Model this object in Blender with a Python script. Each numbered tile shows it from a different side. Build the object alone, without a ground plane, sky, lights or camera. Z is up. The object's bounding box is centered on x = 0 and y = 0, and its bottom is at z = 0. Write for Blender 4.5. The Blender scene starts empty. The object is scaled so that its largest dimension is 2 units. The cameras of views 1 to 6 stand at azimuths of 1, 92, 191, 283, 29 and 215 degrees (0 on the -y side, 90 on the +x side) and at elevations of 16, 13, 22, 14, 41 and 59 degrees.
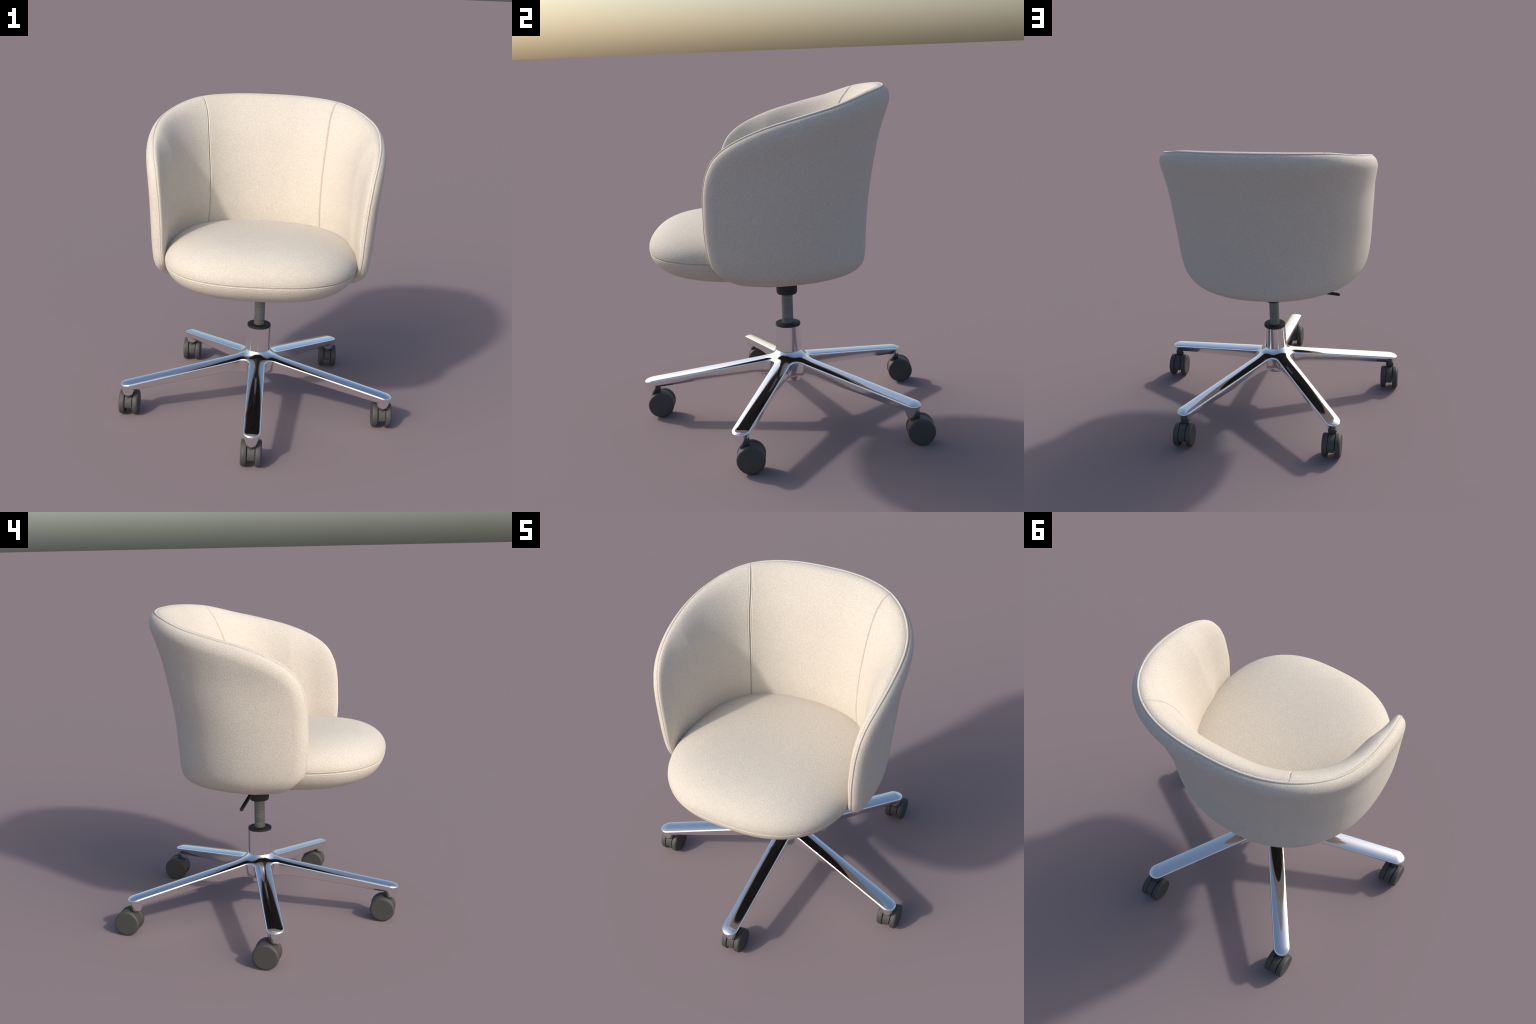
# Upholstered swivel tub chair on a polished five-star base with twin-wheel casters.
import bpy, bmesh, math
import numpy as np

TAU = 2 * math.pi
rng = np.random.default_rng(7)

# ------------------------------------------------------------------ helpers
def curve(xs, ys):
    """Monotone cubic (PCHIP) interpolant through control points."""
    xs, ys = np.asarray(xs, float), np.asarray(ys, float)
    h = np.diff(xs); dl = np.diff(ys) / h
    m = np.zeros(len(xs))
    for i in range(1, len(xs) - 1):
        if dl[i - 1] * dl[i] > 0:
            w1, w2 = 2 * h[i] + h[i - 1], h[i] + 2 * h[i - 1]
            m[i] = (w1 + w2) / (w1 / dl[i - 1] + w2 / dl[i])
    m[0], m[-1] = dl[0], dl[-1]
    def f(x):
        x = np.asarray(x, float)
        i = np.clip(np.searchsorted(xs, x) - 1, 0, len(xs) - 2)
        t = np.clip((x - xs[i]) / h[i], 0, 1)
        return ((1 + 2 * t) * (1 - t) ** 2 * ys[i] + t * (1 - t) ** 2 * h[i] * m[i]
                + t * t * (3 - 2 * t) * ys[i + 1] + t * t * (t - 1) * h[i] * m[i + 1])
    return f

def smooth(a, b, x):
    t = np.clip((x - a) / (b - a), 0, 1)
    return t * t * (3 - 2 * t)

def new_object(name, verts, faces, mat, parent=None, weld=1e-5, smooth_shade=True):
    me = bpy.data.meshes.new(name)
    bm = bmesh.new()
    vs = [bm.verts.new(tuple(map(float, v))) for v in verts]
    for f in faces:
        f = list(dict.fromkeys(f))
        if len(f) > 2:
            try: bm.faces.new([vs[i] for i in f])
            except ValueError: pass
    loose = [v for v in bm.verts if not v.link_faces]
    bmesh.ops.delete(bm, geom=loose, context='VERTS')
    if weld:
        bmesh.ops.remove_doubles(bm, verts=bm.verts, dist=weld)
        bmesh.ops.dissolve_degenerate(bm, edges=bm.edges, dist=1e-7)
    bmesh.ops.recalc_face_normals(bm, faces=bm.faces)
    bm.to_mesh(me); bm.free()
    for p in me.polygons: p.use_smooth = smooth_shade
    ob = bpy.data.objects.new(name, me)
    bpy.context.scene.collection.objects.link(ob)
    if mat: me.materials.append(mat)
    if parent: ob.parent = parent
    return ob

def grid_faces(nr, nc, keep=None, flip=False):
    out = []
    for i in range(nr - 1):
        for j in range(nc - 1):
            if keep is not None and not keep(i, j): continue
            q = [i * nc + j, i * nc + j + 1, (i + 1) * nc + j + 1, (i + 1) * nc + j]
            out.append(q[::-1] if flip else q)
    return out

def lathe(name, prof, mat, parent, centre=(0, 0), n=96, axis='z'):
    """Revolve (radius, height) pairs; closed where radius is 0."""
    v, f = [], []
    for r, z in prof:
        for k in range(n):
            a = TAU * k / n
            v.append((centre[0] + r * math.cos(a), centre[1] + r * math.sin(a), z) if axis == 'z'
                     else (z, centre[0] + r * math.cos(a), centre[1] + r * math.sin(a)))
    for i in range(len(prof) - 1):
        for k in range(n):
            k2 = (k + 1) % n
            f.append([i * n + k, i * n + k2, (i + 1) * n + k2, (i + 1) * n + k])
    ob = new_object(name, v, f, mat, parent)
    ob.data.set_sharp_from_angle(angle=math.radians(38))
    return ob

def sharp_by_angle(ob, deg=40):
    ob.data.set_sharp_from_angle(angle=math.radians(deg))

def tube(name, path, radius, mat, parent, n=10, closed=True):
    P = np.asarray(path, float)
    if closed: T = np.roll(P, -1, 0) - np.roll(P, 1, 0)
    else: T = np.gradient(P, axis=0)
    T /= np.linalg.norm(T, axis=1)[:, None] + 1e-12
    ref = np.array([0.0, 0.3, 0.2])
    A = ref - P; A -= (A * T).sum(1)[:, None] * T
    A /= np.linalg.norm(A, axis=1)[:, None]
    B = np.cross(T, A)
    v = []
    for k in range(n):
        a = TAU * k / n
        v.append(P + radius * (math.cos(a) * A + math.sin(a) * B))
    v = np.stack(v, 1).reshape(-1, 3)
    m = len(P); f = []
    for i in range(m if closed else m - 1):
        for k in range(n):
            f.append([i * n + k, i * n + (k + 1) % n, ((i + 1) % m) * n + (k + 1) % n, ((i + 1) % m) * n + k])
    return new_object(name, v, f, mat, parent, weld=0)

# ------------------------------------------------------------------ materials
def material(name):
    m = bpy.data.materials.new(name); m.use_nodes = True
    nt = m.node_tree
    return m, nt, nt.nodes["Principled BSDF"]

def node(nt, kind, **kw):
    n = nt.nodes.new(kind)
    for k, v in kw.items():
        if k in n.inputs.keys(): n.inputs[k].default_value = v
        else: setattr(n, k, v)
    return n

def make_cloth():
    m, nt, bsdf = material("cream_woven_cloth")
    L = nt.links.new
    co = node(nt, "ShaderNodeTexCoord")
    big = node(nt, "ShaderNodeTexNoise", Scale=9.0, Detail=3.0)
    fine = node(nt, "ShaderNodeTexNoise", Scale=170.0, Detail=2.0, Roughness=0.6)
    L(co.outputs["Object"], big.inputs["Vector"]); L(co.outputs["Object"], fine.inputs["Vector"])
    mixv = node(nt, "ShaderNodeMath", operation='MULTIPLY_ADD')
    L(fine.outputs["Fac"], mixv.inputs[0]); mixv.inputs[1].default_value = 0.95
    bigs = node(nt, "ShaderNodeMath", operation='MULTIPLY'); L(big.outputs["Fac"], bigs.inputs[0]); bigs.inputs[1].default_value = 0.05
    L(bigs.outputs[0], mixv.inputs[2])
    ramp = node(nt, "ShaderNodeValToRGB")
    ramp.color_ramp.elements[0].position = 0.34; ramp.color_ramp.elements[0].color = (*CLOTH_DARK, 1)
    ramp.color_ramp.elements[1].position = 0.66; ramp.color_ramp.elements[1].color = (*CLOTH_LIGHT, 1)
    L(mixv.outputs[0], ramp.inputs["Fac"]); L(ramp.outputs["Color"], bsdf.inputs["Base Color"])
    # woven thread relief: three crossed fine waves + fuzz
    wa = node(nt, "ShaderNodeTexWave", bands_direction='Z', Scale=95.0, Distortion=1.5, Detail=1.0)
    wb = node(nt, "ShaderNodeTexWave", bands_direction='DIAGONAL', Scale=95.0, Distortion=1.5, Detail=1.0)
    L(co.outputs["Object"], wa.inputs["Vector"]); L(co.outputs["Object"], wb.inputs["Vector"])
    ad = node(nt, "ShaderNodeMath", operation='ADD'); L(wa.outputs["Fac"], ad.inputs[0]); L(wb.outputs["Fac"], ad.inputs[1])
    b1 = node(nt, "ShaderNodeBump", Strength=0.10, Distance=0.002); L(ad.outputs[0], b1.inputs["Height"])
    fuzz = node(nt, "ShaderNodeTexNoise", Scale=190.0, Detail=3.0, Roughness=0.65)
    L(co.outputs["Object"], fuzz.inputs["Vector"])
    b2 = node(nt, "ShaderNodeBump", Strength=0.54, Distance=0.005)
    L(fuzz.outputs["Fac"], b2.inputs["Height"]); L(b1.outputs["Normal"], b2.inputs["Normal"])
    L(b2.outputs["Normal"], bsdf.inputs["Normal"])
    bsdf.inputs["Roughness"].default_value = 0.85
    bsdf.inputs["Specular IOR Level"].default_value = 0.25
    bsdf.inputs["Sheen Weight"].default_value = 0.08
    bsdf.inputs["Sheen Roughness"].default_value = 0.5
    return m

def make_chrome():
    m, nt, bsdf = material("polished_aluminium")
    L = nt.links.new
    bsdf.inputs["Base Color"].default_value = (0.93, 0.925, 0.92, 1)
    bsdf.inputs["Metallic"].default_value = 1.0
    co = node(nt, "ShaderNodeTexCoord")
    n = node(nt, "ShaderNodeTexNoise", Scale=14.0, Detail=2.0); L(co.outputs["Object"], n.inputs["Vector"])
    mr = node(nt, "ShaderNodeMapRange"); mr.inputs["To Min"].default_value = 0.05; mr.inputs["To Max"].default_value = 0.09
    L(n.outputs["Fac"], mr.inputs["Value"]); L(mr.outputs["Result"], bsdf.inputs["Roughness"])
    return m

def make_plastic(name, col, rough):
    m, nt, bsdf = material(name)
    L = nt.links.new
    co = node(nt, "ShaderNodeTexCoord")
    n = node(nt, "ShaderNodeTexNoise", Scale=60.0, Detail=3.0); L(co.outputs["Object"], n.inputs["Vector"])
    ramp = node(nt, "ShaderNodeValToRGB")
    ramp.color_ramp.elements[0].color = (*[c * 0.88 for c in col], 1)
    ramp.color_ramp.elements[1].color = (*[c * 1.12 for c in col], 1)
    L(n.outputs["Fac"], ramp.inputs["Fac"]); L(ramp.outputs["Color"], bsdf.inputs["Base Color"])
    bsdf.inputs["Roughness"].default_value = rough
    return m

def make_rod():
    m, nt, bsdf = material("brushed_steel_rod")
    L = nt.links.new
    co = node(nt, "ShaderNodeTexCoord")
    mp = node(nt, "ShaderNodeMapping"); mp.inputs["Scale"].default_value = (8, 8, 260)
    L(co.outputs["Object"], mp.inputs["Vector"])
    n = node(nt, "ShaderNodeTexNoise", Scale=1.0, Detail=4.0); L(mp.outputs["Vector"], n.inputs["Vector"])
    ramp = node(nt, "ShaderNodeValToRGB")
    ramp.color_ramp.elements[0].position = 0.3; ramp.color_ramp.elements[0].color = (0.12, 0.125, 0.12, 1)
    ramp.color_ramp.elements[1].position = 0.7; ramp.color_ramp.elements[1].color = (0.25, 0.255, 0.245, 1)
    L(n.outputs["Fac"], ramp.inputs["Fac"]); L(ramp.outputs["Color"], bsdf.inputs["Base Color"])
    bsdf.inputs["Roughness"].default_value = 0.55
    bp = node(nt, "ShaderNodeBump", Strength=0.25, Distance=0.002); L(n.outputs["Fac"], bp.inputs["Height"])
    L(bp.outputs["Normal"], bsdf.inputs["Normal"])
    return m

CLOTH_DARK = (0.545, 0.498, 0.430)
CLOTH_LIGHT = (0.665, 0.612, 0.532)
cloth = make_cloth()
chrome = make_chrome()
grey_plastic = make_plastic("charcoal_plastic", (0.053, 0.0515, 0.050), 0.6)
black_plastic = make_plastic("black_plastic", (0.020, 0.020, 0.020), 0.65)
underside_black = make_plastic("black_underside", (0.012, 0.011, 0.011), 0.8)
rod_steel = make_rod()
seam_shadow_mat = make_plastic("taupe_painted_seam_shadow", (0.46, 0.42, 0.365), 0.9)  # darker than the cloth, so thin tubes draw the groove shadow along seams

# ------------------------------------------------------------------ root
AX, AY = 0.0, 0.044                      # swivel axis
root = bpy.data.objects.new("office_chair", None)
bpy.context.scene.collection.objects.link(root)
root.location = (AX, AY, 0)
root["label"] = "cream upholstered swivel tub chair on polished five-star caster base"
root["category"] = "office chair"
root.empty_display_size = 0.2

# ------------------------------------------------------------------ tub shell
# depth of the widest point and squareness of the plan, both by height
# level table:  z, half width, back depth, front edge depth
LEVELS = [(0.879, 0.000, -0.100, -0.14),
          (0.881, 0.150, 0.130, -0.16),
          (0.889, 0.270, 0.250, -0.18),
          (0.904, 0.385, 0.355, -0.205),
          (0.929, 0.482, 0.430, -0.235),
          (0.948, 0.552, 0.478, -0.265),
          (0.980, 0.610, 0.508, -0.305),
          (1.045, 0.650, 0.519, -0.348),
          (1.140, 0.668, 0.523, -0.376),
          (1.300, 0.682, 0.534, -0.390),
          (1.450, 0.693, 0.552, -0.386),
          (1.550, 0.702, 0.569, -0.370),
          (1.620, 0.709, 0.584, -0.345),
          (1.700, 0.719, 0.602, -0.315),
          (1.800, 0.729, 0.631, -0.27),
          (1.900, 0.737, 0.657, -0.23),
          (2.020, 0.735, 0.672, -0.19)]
lv = np.array(LEVELS)
tau = np.concatenate([[0], np.cumsum(np.hypot(np.hypot(np.diff(lv[:, 0]), np.diff(lv[:, 1])), 0.4 * np.diff(lv[:, 2])))])
fz, fW, fB, fF = (curve(tau, lv[:, k]) for k in range(4))
_tt = np.linspace(0, tau[-1], 4000); _zz = fz(_tt)
tau_of_z = lambda z: np.interp(z, _zz, _tt)
# rim height against depth, as seen from the side
fY0 = curve([0.8, 1.05, 1.3, 1.6, 1.9, 2.1], [-0.13, -0.12, -0.10, -0.065, -0.045, -0.045])
fN = curve([0.8, 1.0, 1.3, 1.6, 1.9, 2.1], [2.30, 2.27, 2.255, 2.37, 2.48, 2.48])
rim_z = curve([-0.361, -0.329, -0.262, -0.167, -0.035, 0.142, 0.345, 0.43, 0.515, 0.634],
              [1.580, 1.642, 1.706, 1.758, 1.808, 1.856, 1.911, 1.938, 1.964, 1.988])
fNar = curve([0.8, 1.1, 1.3, 1.6, 2.1], [0.072, 0.072, 0.070, 0.056, 0.054])   # arms turn in at the front
seam_shift = curve([0.8, 1.184, 1.6, 1.972, 2.1], [-3.0, -3.0, -3.4, -6.5, -6.5])
SB = 0.68                                # share of a half column count on the round back

def shell(s, t):
    """Outer bowl surface: s in [-1,1] from front edge to front edge, t = level."""
    s, t = np.broadcast_arrays(np.asarray(s, float), np.asarray(t, float))
    sg, a = np.where(s < 0, -1.0, 1.0), np.abs(s)
    z, W, Bk, F = fz(t), np.maximum(fW(t), 1e-4), fB(t), fF(t)
    Y0 = fY0(z)
    D = np.maximum(Bk - Y0, 1e-4)
    u = np.clip(a / SB, 0, 1)
    ph = np.radians(90 * u + seam_shift(z) * np.sin(math.pi * u))
    n = fN(z)
    r = ((np.sin(ph) / W) ** n + (np.abs(np.cos(ph)) / D) ** n) ** (-1 / n)
    q = np.clip((a - SB) / (1 - SB), 0, None)
    yf = Y0 + (np.minimum(F, Y0 - 1e-3) - Y0) * q
    xb, yb = r * np.sin(ph), Y0 + r * np.cos(ph)
    xf = W * (1 - fNar(z) * ((Y0 - yf) / 0.32) ** 2)
    front = a > SB
    x = np.where(front, xf, xb); y = np.where(front, yf, yb)
    z = z + 0.10 * np.clip(-0.05 - y, 0, None) * smooth(1.1, 0.9, z)
    return np.stack([sg * x, y, z], -1)

# columns: clustered at the front edges and across the two inner seams
SEAM = 0.5 * SB
half = np.concatenate([np.linspace(0, SEAM - 0.02, 34, endpoint=False),
                       np.linspace(SEAM - 0.02, SEAM + 0.02, 45, endpoint=False),
                       np.linspace(SEAM + 0.02, 0.74, 34, endpoint=False),
                       1 - 0.26 * (1 - np.sin(np.linspace(0, math.pi / 2, 46))) ** 1.35])
S_COL = np.concatenate([-half[:0:-1], half])
NC = len(S_COL)
T_B = float(tau_of_z(1.10))
g_low = np.linspace(0, 1, 40, endpoint=False)
g_up = np.sin(np.linspace(0, math.pi / 2, 96)); g_up = 1 - (1 - g_up) ** 1.35
# rim level per column (fixed point: rim height depends on depth there)
t_rim = np.full(NC, float(tau_of_z(1.8)))
for _ in range(40):
    yv = shell(S_COL, t_rim)[:, 1]
    yr = yv - 0.044 * np.clip((yv + 0.045) / 0.69, 0, 1) ** 1.5      # the seam sits in from the outer face
    t_rim = 0.5 * t_rim + 0.5 * tau_of_z(rim_z(yr))
Tg = np.concatenate([np.repeat((T_B * g_low)[:, None], NC, 1), T_B + (t_rim - T_B)[None, :] * g_up[:, None]])
NR = len(Tg)
Sg = np.repeat(S_COL[None, :], NR, 0)
P = shell(Sg, Tg)
eps = 1e-4
sp = np.sign(Sg) + (Sg == 0)
ds = shell(np.where(Sg == 0, eps, Sg), Tg) - shell(np.where(Sg == 0, -eps, Sg - sp * eps), Tg)
ds *= np.where(Sg < 0, -1, 1)[..., None]
Tm = np.maximum(Tg, 0.02)
dt = shell(Sg, Tm + eps) - shell(Sg, Tm - eps)
ds2 = shell(np.where(Sg == 0, eps, Sg), Tm) - shell(np.where(Sg == 0, -eps, Sg - sp * eps), Tm)
ds2 *= np.where(Sg < 0, -1, 1)[..., None]
N = np.cross(ds2, dt); N /= np.linalg.norm(N, axis=2)[..., None] + 1e-15
inward = np.array([0, 0.0, 1.35]) - P
N *= np.where((N * inward).sum(2) < 0, -1, 1)[..., None]     # N points into the tub
# rim loop and distance to it
rim = np.concatenate([P[:, 0][:-1], P[-1, :], P[::-1, -1][1:]])
def resample(poly, n):
    L = np.concatenate([[0], np.cumsum(np.linalg.norm(np.diff(poly, axis=0), axis=1))])
    q = np.linspace(0, L[-1], n)
    return np.stack([np.interp(q, L, poly[:, k]) for k in range(3)], 1)
rim_s = resample(rim, 1600)
flat = P.reshape(-1, 3)
dist = np.empty(len(flat)); edge_dir = np.zeros_like(flat)
for i in range(0, len(flat), 2000):
    blk = flat[i:i + 2000]
    k = ((blk[:, None, :] - rim_s[None]) ** 2).sum(2).argmin(1)
    best = np.full(len(blk), 9.0); near = np.zeros_like(blk)
    for a, b in ((np.maximum(k - 1, 0), np.maximum(k, 1)), (np.minimum(k, len(rim_s) - 2), np.minimum(k + 1, len(rim_s) - 1))):
        A, B = rim_s[a], rim_s[b]
        u = np.clip(((blk - A) * (B - A)).sum(1) / ((B - A) ** 2).sum(1), 0, 1)
        Q = A + u[:, None] * (B - A); dq = np.linalg.norm(blk - Q, axis=1)
        near[dq < best] = Q[dq < best]; best = np.minimum(best, dq)
    dist[i:i + 2000] = best; edge_dir[i:i + 2000] = (near - blk) / (best[:, None] + 1e-12)
dist = dist.reshape(NR, NC)
dist[-1] = 0; dist[:, 0] = 0; dist[:, -1] = 0
edge_dir = edge_dir.reshape(NR, NC, 3)
edge_dir[-1] = edge_dir[-2]; edge_dir[:, 0] = edge_dir[:, 1]; edge_dir[:, -1] = edge_dir[:, -2]

E0 = 0.044                               # seam set in from the outer face
R_OUT = 0.075
absS = np.abs(Sg)
pad_up = curve([0, 0.18, 0.34, 0.48, 0.62, 0.74, 0.86, 1.0], [0.182, 0.179, 0.176, 0.179, 0.167, 0.140, 0.112, 0.094])
pad_low = curve([0, 0.18, 0.34, 0.50, 0.60, 0.70, 0.80, 1.0], [0.180, 0.175, 0.160, 0.162, 0.158, 0.144, 0.119, 0.090])   # thinner beside the seat
low = smooth(1.55, 1.16, P[..., 2])
T_FULL = pad_up(absS) * (1 - low) + pad_low(absS) * low - 0.012 * smooth(1.29, 1.15, P[..., 2])
near_y = P[..., 1] + edge_dir[..., 1] * dist
R_IN = 0.14 + 0.21 * smooth(-0.34, 0.28, near_y)        # tight roll on the arm fronts, wide on the back
def roll(d, r, p=2.0): return np.sqrt(np.clip(1 - np.clip(1 - d / r, 0, 1) ** p, 0, 1))
lip = np.clip(edge_dir[..., 2], 0, 1) ** 1.5             # the outer face flares to a soft lip under the top rim
o_off = E0 * (1 - roll(dist, R_OUT)) + lip * (0.007 * np.exp(-((dist - 0.24) / 0.14) ** 2) - 0.003 * np.exp(-((dist - 0.07) / 0.06) ** 2))
i_off = E0 + (T_FULL - E0) * roll(dist, R_IN, 2.4)
OUT = P + N * o_off[..., None]
prog = (i_off - E0) / (T_FULL - E0)
bulge = 0.012 * np.sin(math.pi * np.clip(prog, 0, 1) ** 0.8)
INN = P + N * i_off[..., None] + edge_dir * bulge[..., None]
# stitched seams pressed into the inner panels
jr = NC // 2 + int(np.argmin(np.abs(half - SEAM))); jl = NC - 1 - jr
def stitch(x):
    return (0.0075 * np.exp(-(x / 0.0045) ** 2) + 0.0012 * np.exp(-((np.abs(x) - 0.0120) / 0.0022) ** 2)
            - 0.0006 * np.exp(-((np.abs(x) - 0.0065) / 0.0025) ** 2))
for j in (jl, jr):
    x = np.linalg.norm(INN - INN[:, j:j + 1], axis=2)
    fade = smooth(-0.002, 0.004, dist)
    INN = INN - N * (stitch(x) * fade)[..., None]

iK = int(np.searchsorted(Tg[:, NC // 2], tau_of_z(0.914)))
fo = OUT.reshape(-1, 3); fi = INN.reshape(-1, 3)
shift = np.array([AX, AY, 0.0])
def shell_part(name, V, keep, mat):
    ob = new_object(name, V - shift, grid_faces(NR, NC, keep), mat, root)
    return ob
def is_under(i, j):
    x, y, z = OUT[i, j]
    return i < iK or (z < 0.985 and abs(x) < 0.43 and y < -0.05)
back_cover = shell_part("back_cover", fo, lambda i, j: not is_under(i, j), cloth)
shell_under = shell_part("shell_black_underside", fo, is_under, underside_black)
shell_part("backrest_panel", fi, lambda i, j: jl <= j < jr, cloth)
shell_part("armrest_panel", fi, lambda i, j: j >= jr, cloth)
shell_part("armrest_panel", fi, lambda i, j: j < jl, cloth)
for j in (jl, jr):
    line = INN[(P[:, j, 2] > 1.0), j] + 0.0012 * N[(P[:, j, 2] > 1.0), j]
    tube("seam_shadow_tube", line - shift, 0.0019, seam_shadow_mat, root, n=6, closed=False)
i0 = int(np.argmax(np.abs(OUT[:, 0, 0]) > 0.40))          # the piping ends out of sight under the seat
rim_loop = np.concatenate([OUT[i0:, 0][:-1], OUT[-1, :], OUT[:i0:-1, -1][1:]])
rim_loop = resample(rim_loop, 900)
rim_loop[1:-1] = 0.25 * rim_loop[:-2] + 0.5 * rim_loop[1:-1] + 0.25 * rim_loop[2:]
tube("piping", rim_loop - shift, 0.0070, cloth, root, n=10, closed=False)

# ------------------------------------------------------------------ seat cushion
SC = np.array([0.0, -0.140]); SA, SD = 0.585, 0.617
ZW, ZBOT = 1.105, 0.177
n_a = 240
th = np.linspace(0, TAU, n_a, endpoint=False)
def seat_r(a):
    ns = 2.35 + 0.25 * smooth(-0.3, 0.6, np.cos(a))          # squarer towards the front
    return ((np.abs(np.sin(a)) / SA) ** ns + (np.abs(np.cos(a)) / SD) ** ns) ** (-1 / ns)
rows = []                                # (rho, z, stitch weight)
for b in np.linspace(0, math.pi / 2, 60):
    rho = math.sin(b) ** 0.9; rows.append((rho, ZW + (1 - rho ** 3.4) ** 0.5))
ZSEAM = 1.084
def under(b):
    rho = math.sin(b); return rho, ZW - ZBOT * (1 - rho ** 4.6) ** 0.5
bs = np.concatenate([np.linspace(math.pi / 2, 1.34, 46)[1:], np.linspace(1.34, 0, 36)[1:]])
for b in bs: rows.append(under(b))
rows = np.array(rows)
sx, sy = seat_r(th) * np.sin(th), -seat_r(th) * np.cos(th)
V = np.zeros((len(rows), n_a, 3))
V[..., 0] = SC[0] + rows[:, 0:1] * sx; V[..., 1] = SC[1] + rows[:, 0:1] * sy; V[..., 2] = rows[:, 1:2]
dome = 0.170 - 0.0615 * (V[:60, :, 1] + 0.45)           # crown sinks towards the back
V[:60, :, 2] = ZW + (V[:60, :, 2] - ZW) * dome
rows[:60, 1] = ZW + (rows[:60, 1] - ZW) * 0.16
arc = np.concatenate([[0], np.cumsum(np.hypot(np.diff(rows[:, 0]) * 0.59, np.diff(rows[:, 1])))])
k_seam = int(np.argmin(np.abs(rows[:, 1] - ZSEAM) + (np.arange(len(rows)) < 60)))
w_st = 0.62 * stitch(arc - arc[k_seam])
nrm2 = np.stack([sx / SA ** 2, sy / SD ** 2], 1); nrm2 /= np.linalg.norm(nrm2, axis=1)[:, None]
V[..., 0] -= w_st[:, None] * nrm2[:, 0]; V[..., 1] -= w_st[:, None] * nrm2[:, 1]
def seat_part(name, r0, r1, mat):
    f = []
    for i in range(r0, r1):
        for k in range(n_a):
            k2 = (k + 1) % n_a
            f.append([i * n_a + k, i * n_a + k2, (i + 1) * n_a + k2, (i + 1) * n_a + k])
    return new_object(name, V.reshape(-1, 3) - shift, f, mat, root)
k_under = int(np.argmax((np.arange(len(rows)) > k_seam) & (rows[:, 0] < 0.77)))
seat_part("seat_cushion", 0, k_seam, cloth)
seat_part("seat_boxing", k_seam, k_under, cloth)
tube("seam_shadow_tube", V[k_seam] - shift + 0.0008 * np.column_stack([nrm2, np.zeros(n_a)]), 0.0017, seam_shadow_mat, root, n=6)
seat_part("seat_underside", k_under, len(rows) - 1, underside_black)

# ------------------------------------------------------------------ five-star base
HALF36 = math.radians(36)
W_HUB, W_TIP, L_TIP, R_FIL = 0.0525, 0.0520, 0.902, 0.052
rho_c = (W_HUB + R_FIL) / math.sin(HALF36)
rho_0 = rho_c - R_FIL
l0, lc = rho_0 * math.cos(HALF36), rho_c * math.cos(HALF36)
l_cap = L_TIP - W_TIP
def half_width(l):
    if l <= l0: return l * math.tan(HALF36)
    if l < lc: return rho_c * math.sin(HALF36) - math.sqrt(max(R_FIL ** 2 - (l - lc) ** 2, 0))
    if l < l_cap: return W_HUB + (W_TIP - W_HUB) * (l - lc) / (l_cap - lc)
    return W_TIP * math.sqrt(max(1 - ((l - l_cap) / W_TIP) ** 2, 0))
def top_z(r): return 0.3895 - 0.1667 * r + 0.006 * np.exp(-(r / 0.13) ** 4) + 0.030 * np.clip((0.118 - r) / 0.038, 0, 1) ** 2.4
def bot_z(r): return np.interp(r, [0, 0.13, 0.21, 0.50, 0.80, 0.90], [0.262, 0.263, 0.268, 0.234, 0.196, 0.184])
ls = np.concatenate([np.linspace(0, l0, 60, endpoint=False),
                     lc - (lc - l0) * np.cos(np.linspace(0, math.pi / 2, 22, endpoint=False)),
                     np.linspace(lc, l_cap, 60, endpoint=False),
                     l_cap + W_TIP * np.sin(np.linspace(0, math.pi / 2, 22))])
ws = np.array([half_width(l) for l in ls])
out_idx = np.nonzero(ls >= l0 - 1e-9)[0]
o_half = np.stack([ls[out_idx], ws[out_idx]], 1)
outline = np.concatenate([o_half, (o_half * [1, -1])[::-1]])
def rot(p, a):
    c, s = math.cos(a), math.sin(a); return np.stack([p[..., 0] * c - p[..., 1] * s, p[..., 0] * s + p[..., 1] * c], -1)
def densify(poly, n):
    L = np.concatenate([[0], np.cumsum(np.hypot(*np.diff(poly, axis=0).T))]); q = np.linspace(0, L[-1], n)
    return np.stack([np.interp(q, L, poly[:, 0]), np.interp(q, L, poly[:, 1])], 1)
dense = densify(outline, 2600)
star = np.concatenate([rot(dense, TAU * k / 5) for k in (-1, 0, 1)])
cs = np.sin(np.linspace(-math.pi / 2, math.pi / 2, 61)); cs = np.sign(cs) * (1 - (1 - np.abs(cs)) ** 1.2)
G = np.stack([np.repeat(ls[:, None], len(cs), 1), ws[:, None] * cs[None]], -1)
gf = G.reshape(-1, 2)
dl = np.empty(len(gf))
for i in range(0, len(gf), 500):
    dl[i:i + 500] = np.sqrt(((gf[i:i + 500, None] - star[None]) ** 2).sum(2)).min(1)
dl = dl.reshape(G.shape[:2]); dl[out_idx, 0] = 0; dl[out_idx, -1] = 0; dl[-1] = 0
EDGE = 0.0075
def crown(d):
    return -0.0105 * (1 - np.clip(d / 0.052, 0, 1)) ** 2.0 - EDGE * (1 - np.sqrt(np.clip(1 - (1 - np.clip(d / EDGE, 0, 1)) ** 2, 0, 1)))
rr = np.hypot(G[..., 0], G[..., 1])
top = np.concatenate([G, (top_z(rr) + crown(dl))[..., None]], -1)
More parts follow.
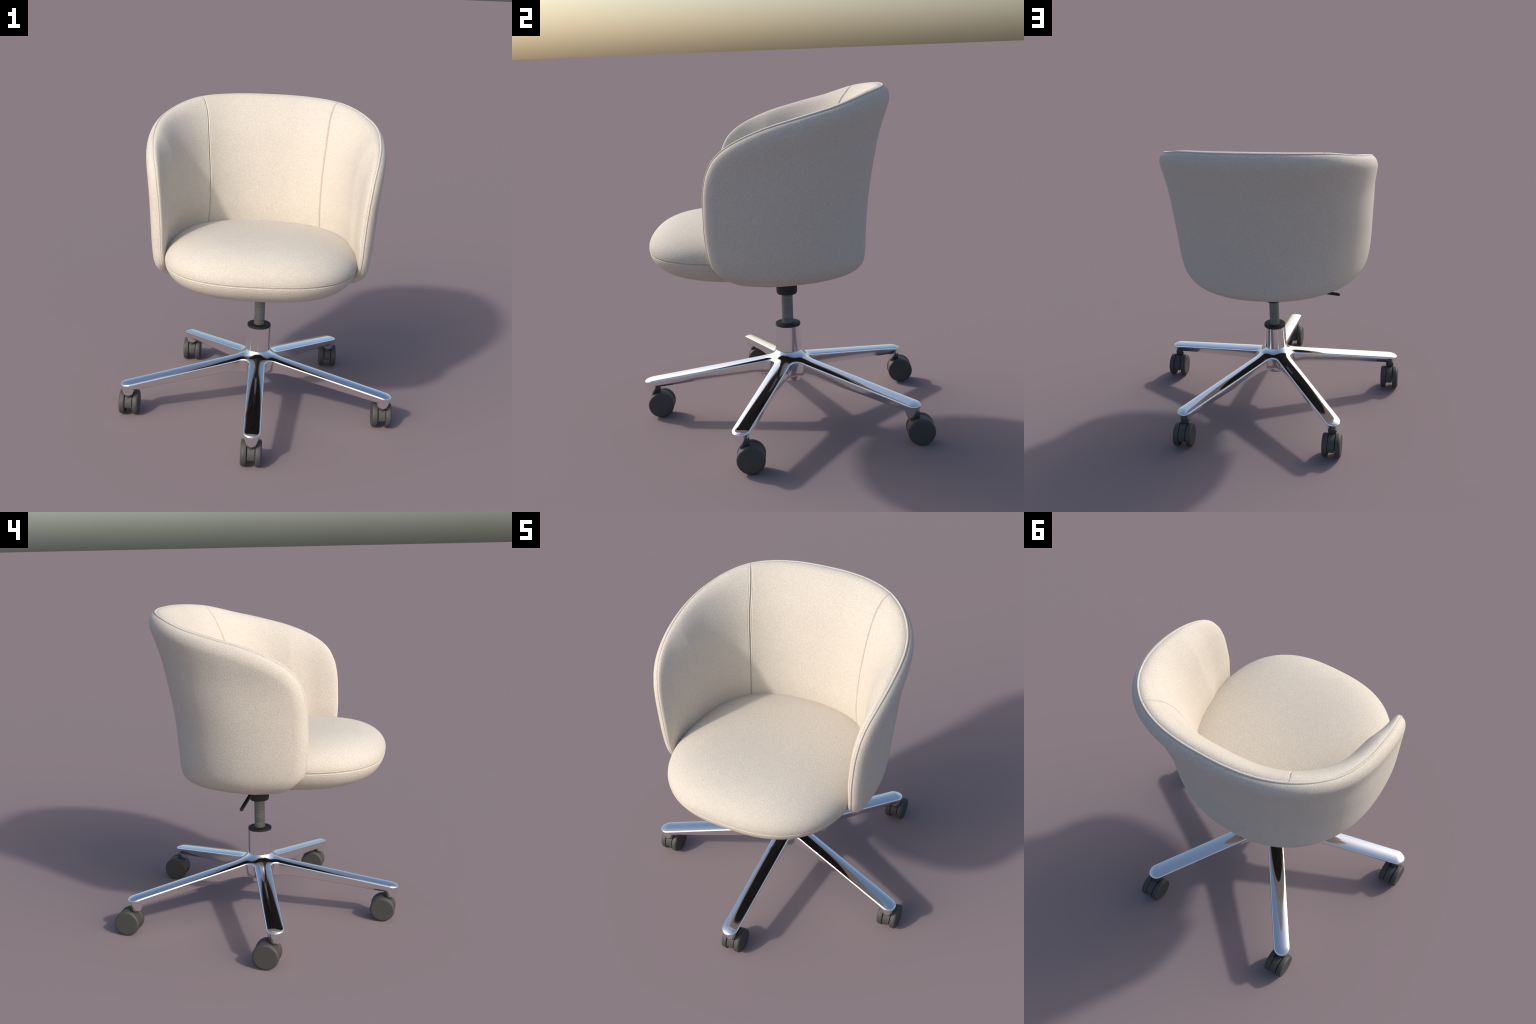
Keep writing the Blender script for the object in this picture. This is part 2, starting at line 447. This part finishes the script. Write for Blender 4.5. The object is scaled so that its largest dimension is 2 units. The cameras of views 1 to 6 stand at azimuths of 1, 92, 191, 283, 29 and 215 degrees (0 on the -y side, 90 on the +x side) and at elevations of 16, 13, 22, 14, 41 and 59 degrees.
def build_star():
    verts, faces = [], []
    def add(block, fs):
        o = len(verts); verts.extend(block); faces.extend([[i + o for i in f] for f in fs])
    # wall loops
    loop = outline.copy()
    tang = np.gradient(loop, axis=0); tang /= np.linalg.norm(tang, axis=1)[:, None] + 1e-12
    nin = np.stack([tang[:, 1], -tang[:, 0]], 1)
    mid = len(loop) // 2
    for k in (mid - 1, mid): nin[k] = (-1, 0)
    b = HALF36
    nin[0] = (-math.cos(b), -math.sin(b)); nin[-1] = (-math.cos(b), math.sin(b))
    lr = np.hypot(loop[:, 0], loop[:, 1])
    zt, zb = top_z(lr) + crown(np.zeros(len(loop))), bot_z(lr)
    walls = []
    for f, inset in ((0, 0.0), (0.05, 0.0003), (0.3, 0.0035), (0.6, 0.0085), (0.93, 0.0145), (1.0, 0.0185)):
        p = loop + nin * inset
        walls.append(np.concatenate([p, (zt + (zb - zt) * f)[:, None]], 1))
    walls = np.array(walls)
    low = walls[-1]
    nl = len(out_idx)
    n_in = int(out_idx[0])
    kk = (rho_0 - 0.0185) / rho_0
    rows_b = []
    for i in range(n_in):
        for c in (-1, 0, 1): rows_b.append((ls[i] * kk, ws[i] * kk * c, 0.262 + (low[0, 2] - 0.262) * (ls[i] / l0)))
    for i in range(nl):
        a, d = low[i], low[len(low) - 1 - i]
        rows_b.append(tuple(d)); rows_b.append(tuple((a + d) / 2)); rows_b.append(tuple(a))
    for k in range(5):
        ang = -math.pi / 2 + TAU * k / 5
        def turn(v):
            v = np.asarray(v, float); return np.concatenate([rot(v[..., :2], ang), v[..., 2:]], -1)
        add(turn(top.reshape(-1, 3)), grid_faces(len(ls), len(cs)))
        w = turn(walls); add(w.reshape(-1, 3), grid_faces(w.shape[0], w.shape[1]))
        add(turn(np.array(rows_b)), grid_faces(len(rows_b) // 3, 3))
    return new_object("star_base", verts, faces, chrome, root, weld=4e-5)
base = build_star()

zt0 = float(top_z(np.array(0.1)))
lathe("column", [(0.0, 0.5635), (0.0745, 0.5635), (0.0755, 0.53), (0.0765, 0.50), (0.0800, 0.415), (0.0806, 0.39), (0.0806, 0.36)], chrome, root)
lathe("column_foot", [(0.0, 0.210), (0.056, 0.210), (0.0605, 0.2115), (0.0620, 0.215), (0.0635, 0.23), (0.065, 0.30)], chrome, root)
lathe("column_cap", [(0.030, 0.5795), (0.060, 0.5800), (0.0715, 0.5805), (0.0745, 0.5792), (0.0755, 0.5765), (0.0755, 0.5645), (0.0735, 0.5640), (0.030, 0.5640)], black_plastic, root)
lathe("gas_lift_rod", [(0.0, 0.56), (0.0340, 0.56), (0.0340, 0.775), (0.0, 0.775)], rod_steel, root, n=64)
sharp_by_angle(bpy.data.objects["gas_lift_rod"])
lathe("mechanism_collar", [(0.0, 0.760), (0.050, 0.760), (0.0575, 0.7625), (0.0615, 0.770), (0.0632, 0.783), (0.0635, 0.90), (0.0, 0.90)], black_plastic, root)
# height lever: a slim rod leaving the mechanism sideways, with a rounded end
x0, x1, rl = -0.05, -0.478, 0.0112
prof = [(0.0, x0), (rl, x0)] + [(rl * math.cos(a), x1 + rl - rl * math.sin(a)) for a in np.linspace(0, math.pi / 2, 8)]
lever = lathe("height_lever", prof, black_plastic, root, centre=(0.004, 0.0), n=20, axis='x')
lever.location = (0, 0, 0.879); lever.rotation_euler = (0, math.radians(-6.2), 0)

# ------------------------------------------------------------------ casters
R_W, T_W, TRAIL = 0.0785, 0.037, 0.049
L_PIV = 0.852
def wheel_profile():
    h = T_W / 2; b = 0.012
    p = [(0.0, -h), (0.060, -h)]
    p += [(R_W - b + b * math.sin(a), -h + b - b * math.cos(a)) for a in np.linspace(0, math.pi / 2, 7)]
    p += [(R_W - b + b * math.cos(a), h - b * 0.5 + b * 0.5 * math.sin(a)) for a in np.linspace(0, math.pi / 2, 6)]
    p += [(0.0, h)]
    return p
wheel_proto = lathe("caster_wheel", wheel_profile(), grey_plastic, None, n=72, axis='x')
def hood_mesh():
    """Disc-like caster body between the wheels, cut flat near the floor."""
    prof = []
    for a in np.linspace(0, TAU, 96, endpoint=False):
        y, z = (R_W - 0.003) * math.cos(a), (R_W - 0.003) * math.sin(a)
        prof.append((y, max(z, -0.012)))
    v = [(x, y, z) for x in (-0.0215, 0.0215) for y, z in prof]
    n = len(prof)
    f = [[i, (i + 1) % n, n + (i + 1) % n, n + i] for i in range(n)] + [list(range(n))[::-1], list(range(n, 2 * n))]
    o = new_object("caster_body", v, f, grey_plastic, None, smooth_shade=True)
    sharp_by_angle(o, 35)
    return o
hood_proto = hood_mesh()
axle_proto = lathe("caster_axle", [(0.0, -0.045), (0.02, -0.045), (0.02, 0.045), (0.0, 0.045)], black_plastic, None, n=24, axis='x')
stem_proto = lathe("caster_stem", [(0.0, 0.105), (0.023, 0.105), (0.024, 0.115), (0.024, 0.150), (0.0285, 0.158), (0.030, 0.175), (0.022, 0.222), (0.0, 0.222)], grey_plastic, None, n=40)
sharp_by_angle(stem_proto, 40)
socket_proto = lathe("caster_socket", [(0.020, 0.160), (0.0225, 0.1535), (0.0275, 0.1520), (0.0315, 0.1555), (0.0345, 0.166), (0.0465, 0.210), (0.0500, 0.226), (0.044, 0.230)], chrome, None, n=64)
protos = [wheel_proto, hood_proto, axle_proto, stem_proto, socket_proto]
for k in range(5):
    ang = -math.pi / 2 + TAU * k / 5
    px, py = L_PIV * math.cos(ang), L_PIV * math.sin(ang)
    caster = bpy.data.objects.new("caster", None)
    bpy.context.scene.collection.objects.link(caster)
    caster.empty_display_size = 0.05
    caster.parent = root; caster.location = (px, py, 0)
    def place(proto, loc, flip=False):
        o = proto.copy(); bpy.context.scene.collection.objects.link(o)
        o.parent = caster; o.location = loc
        if flip: o.rotation_euler = (0, 0, math.pi)
        return o
    place(wheel_proto, (-0.043, TRAIL, R_W)); place(wheel_proto, (0.043, TRAIL, R_W), True)
    place(hood_proto, (0, TRAIL, R_W)); place(axle_proto, (0, TRAIL, R_W))
    place(stem_proto, (0, 0.014, 0)); 
    place(socket_proto, (0, 0, 0))
for o in protos: bpy.data.objects.remove(o)
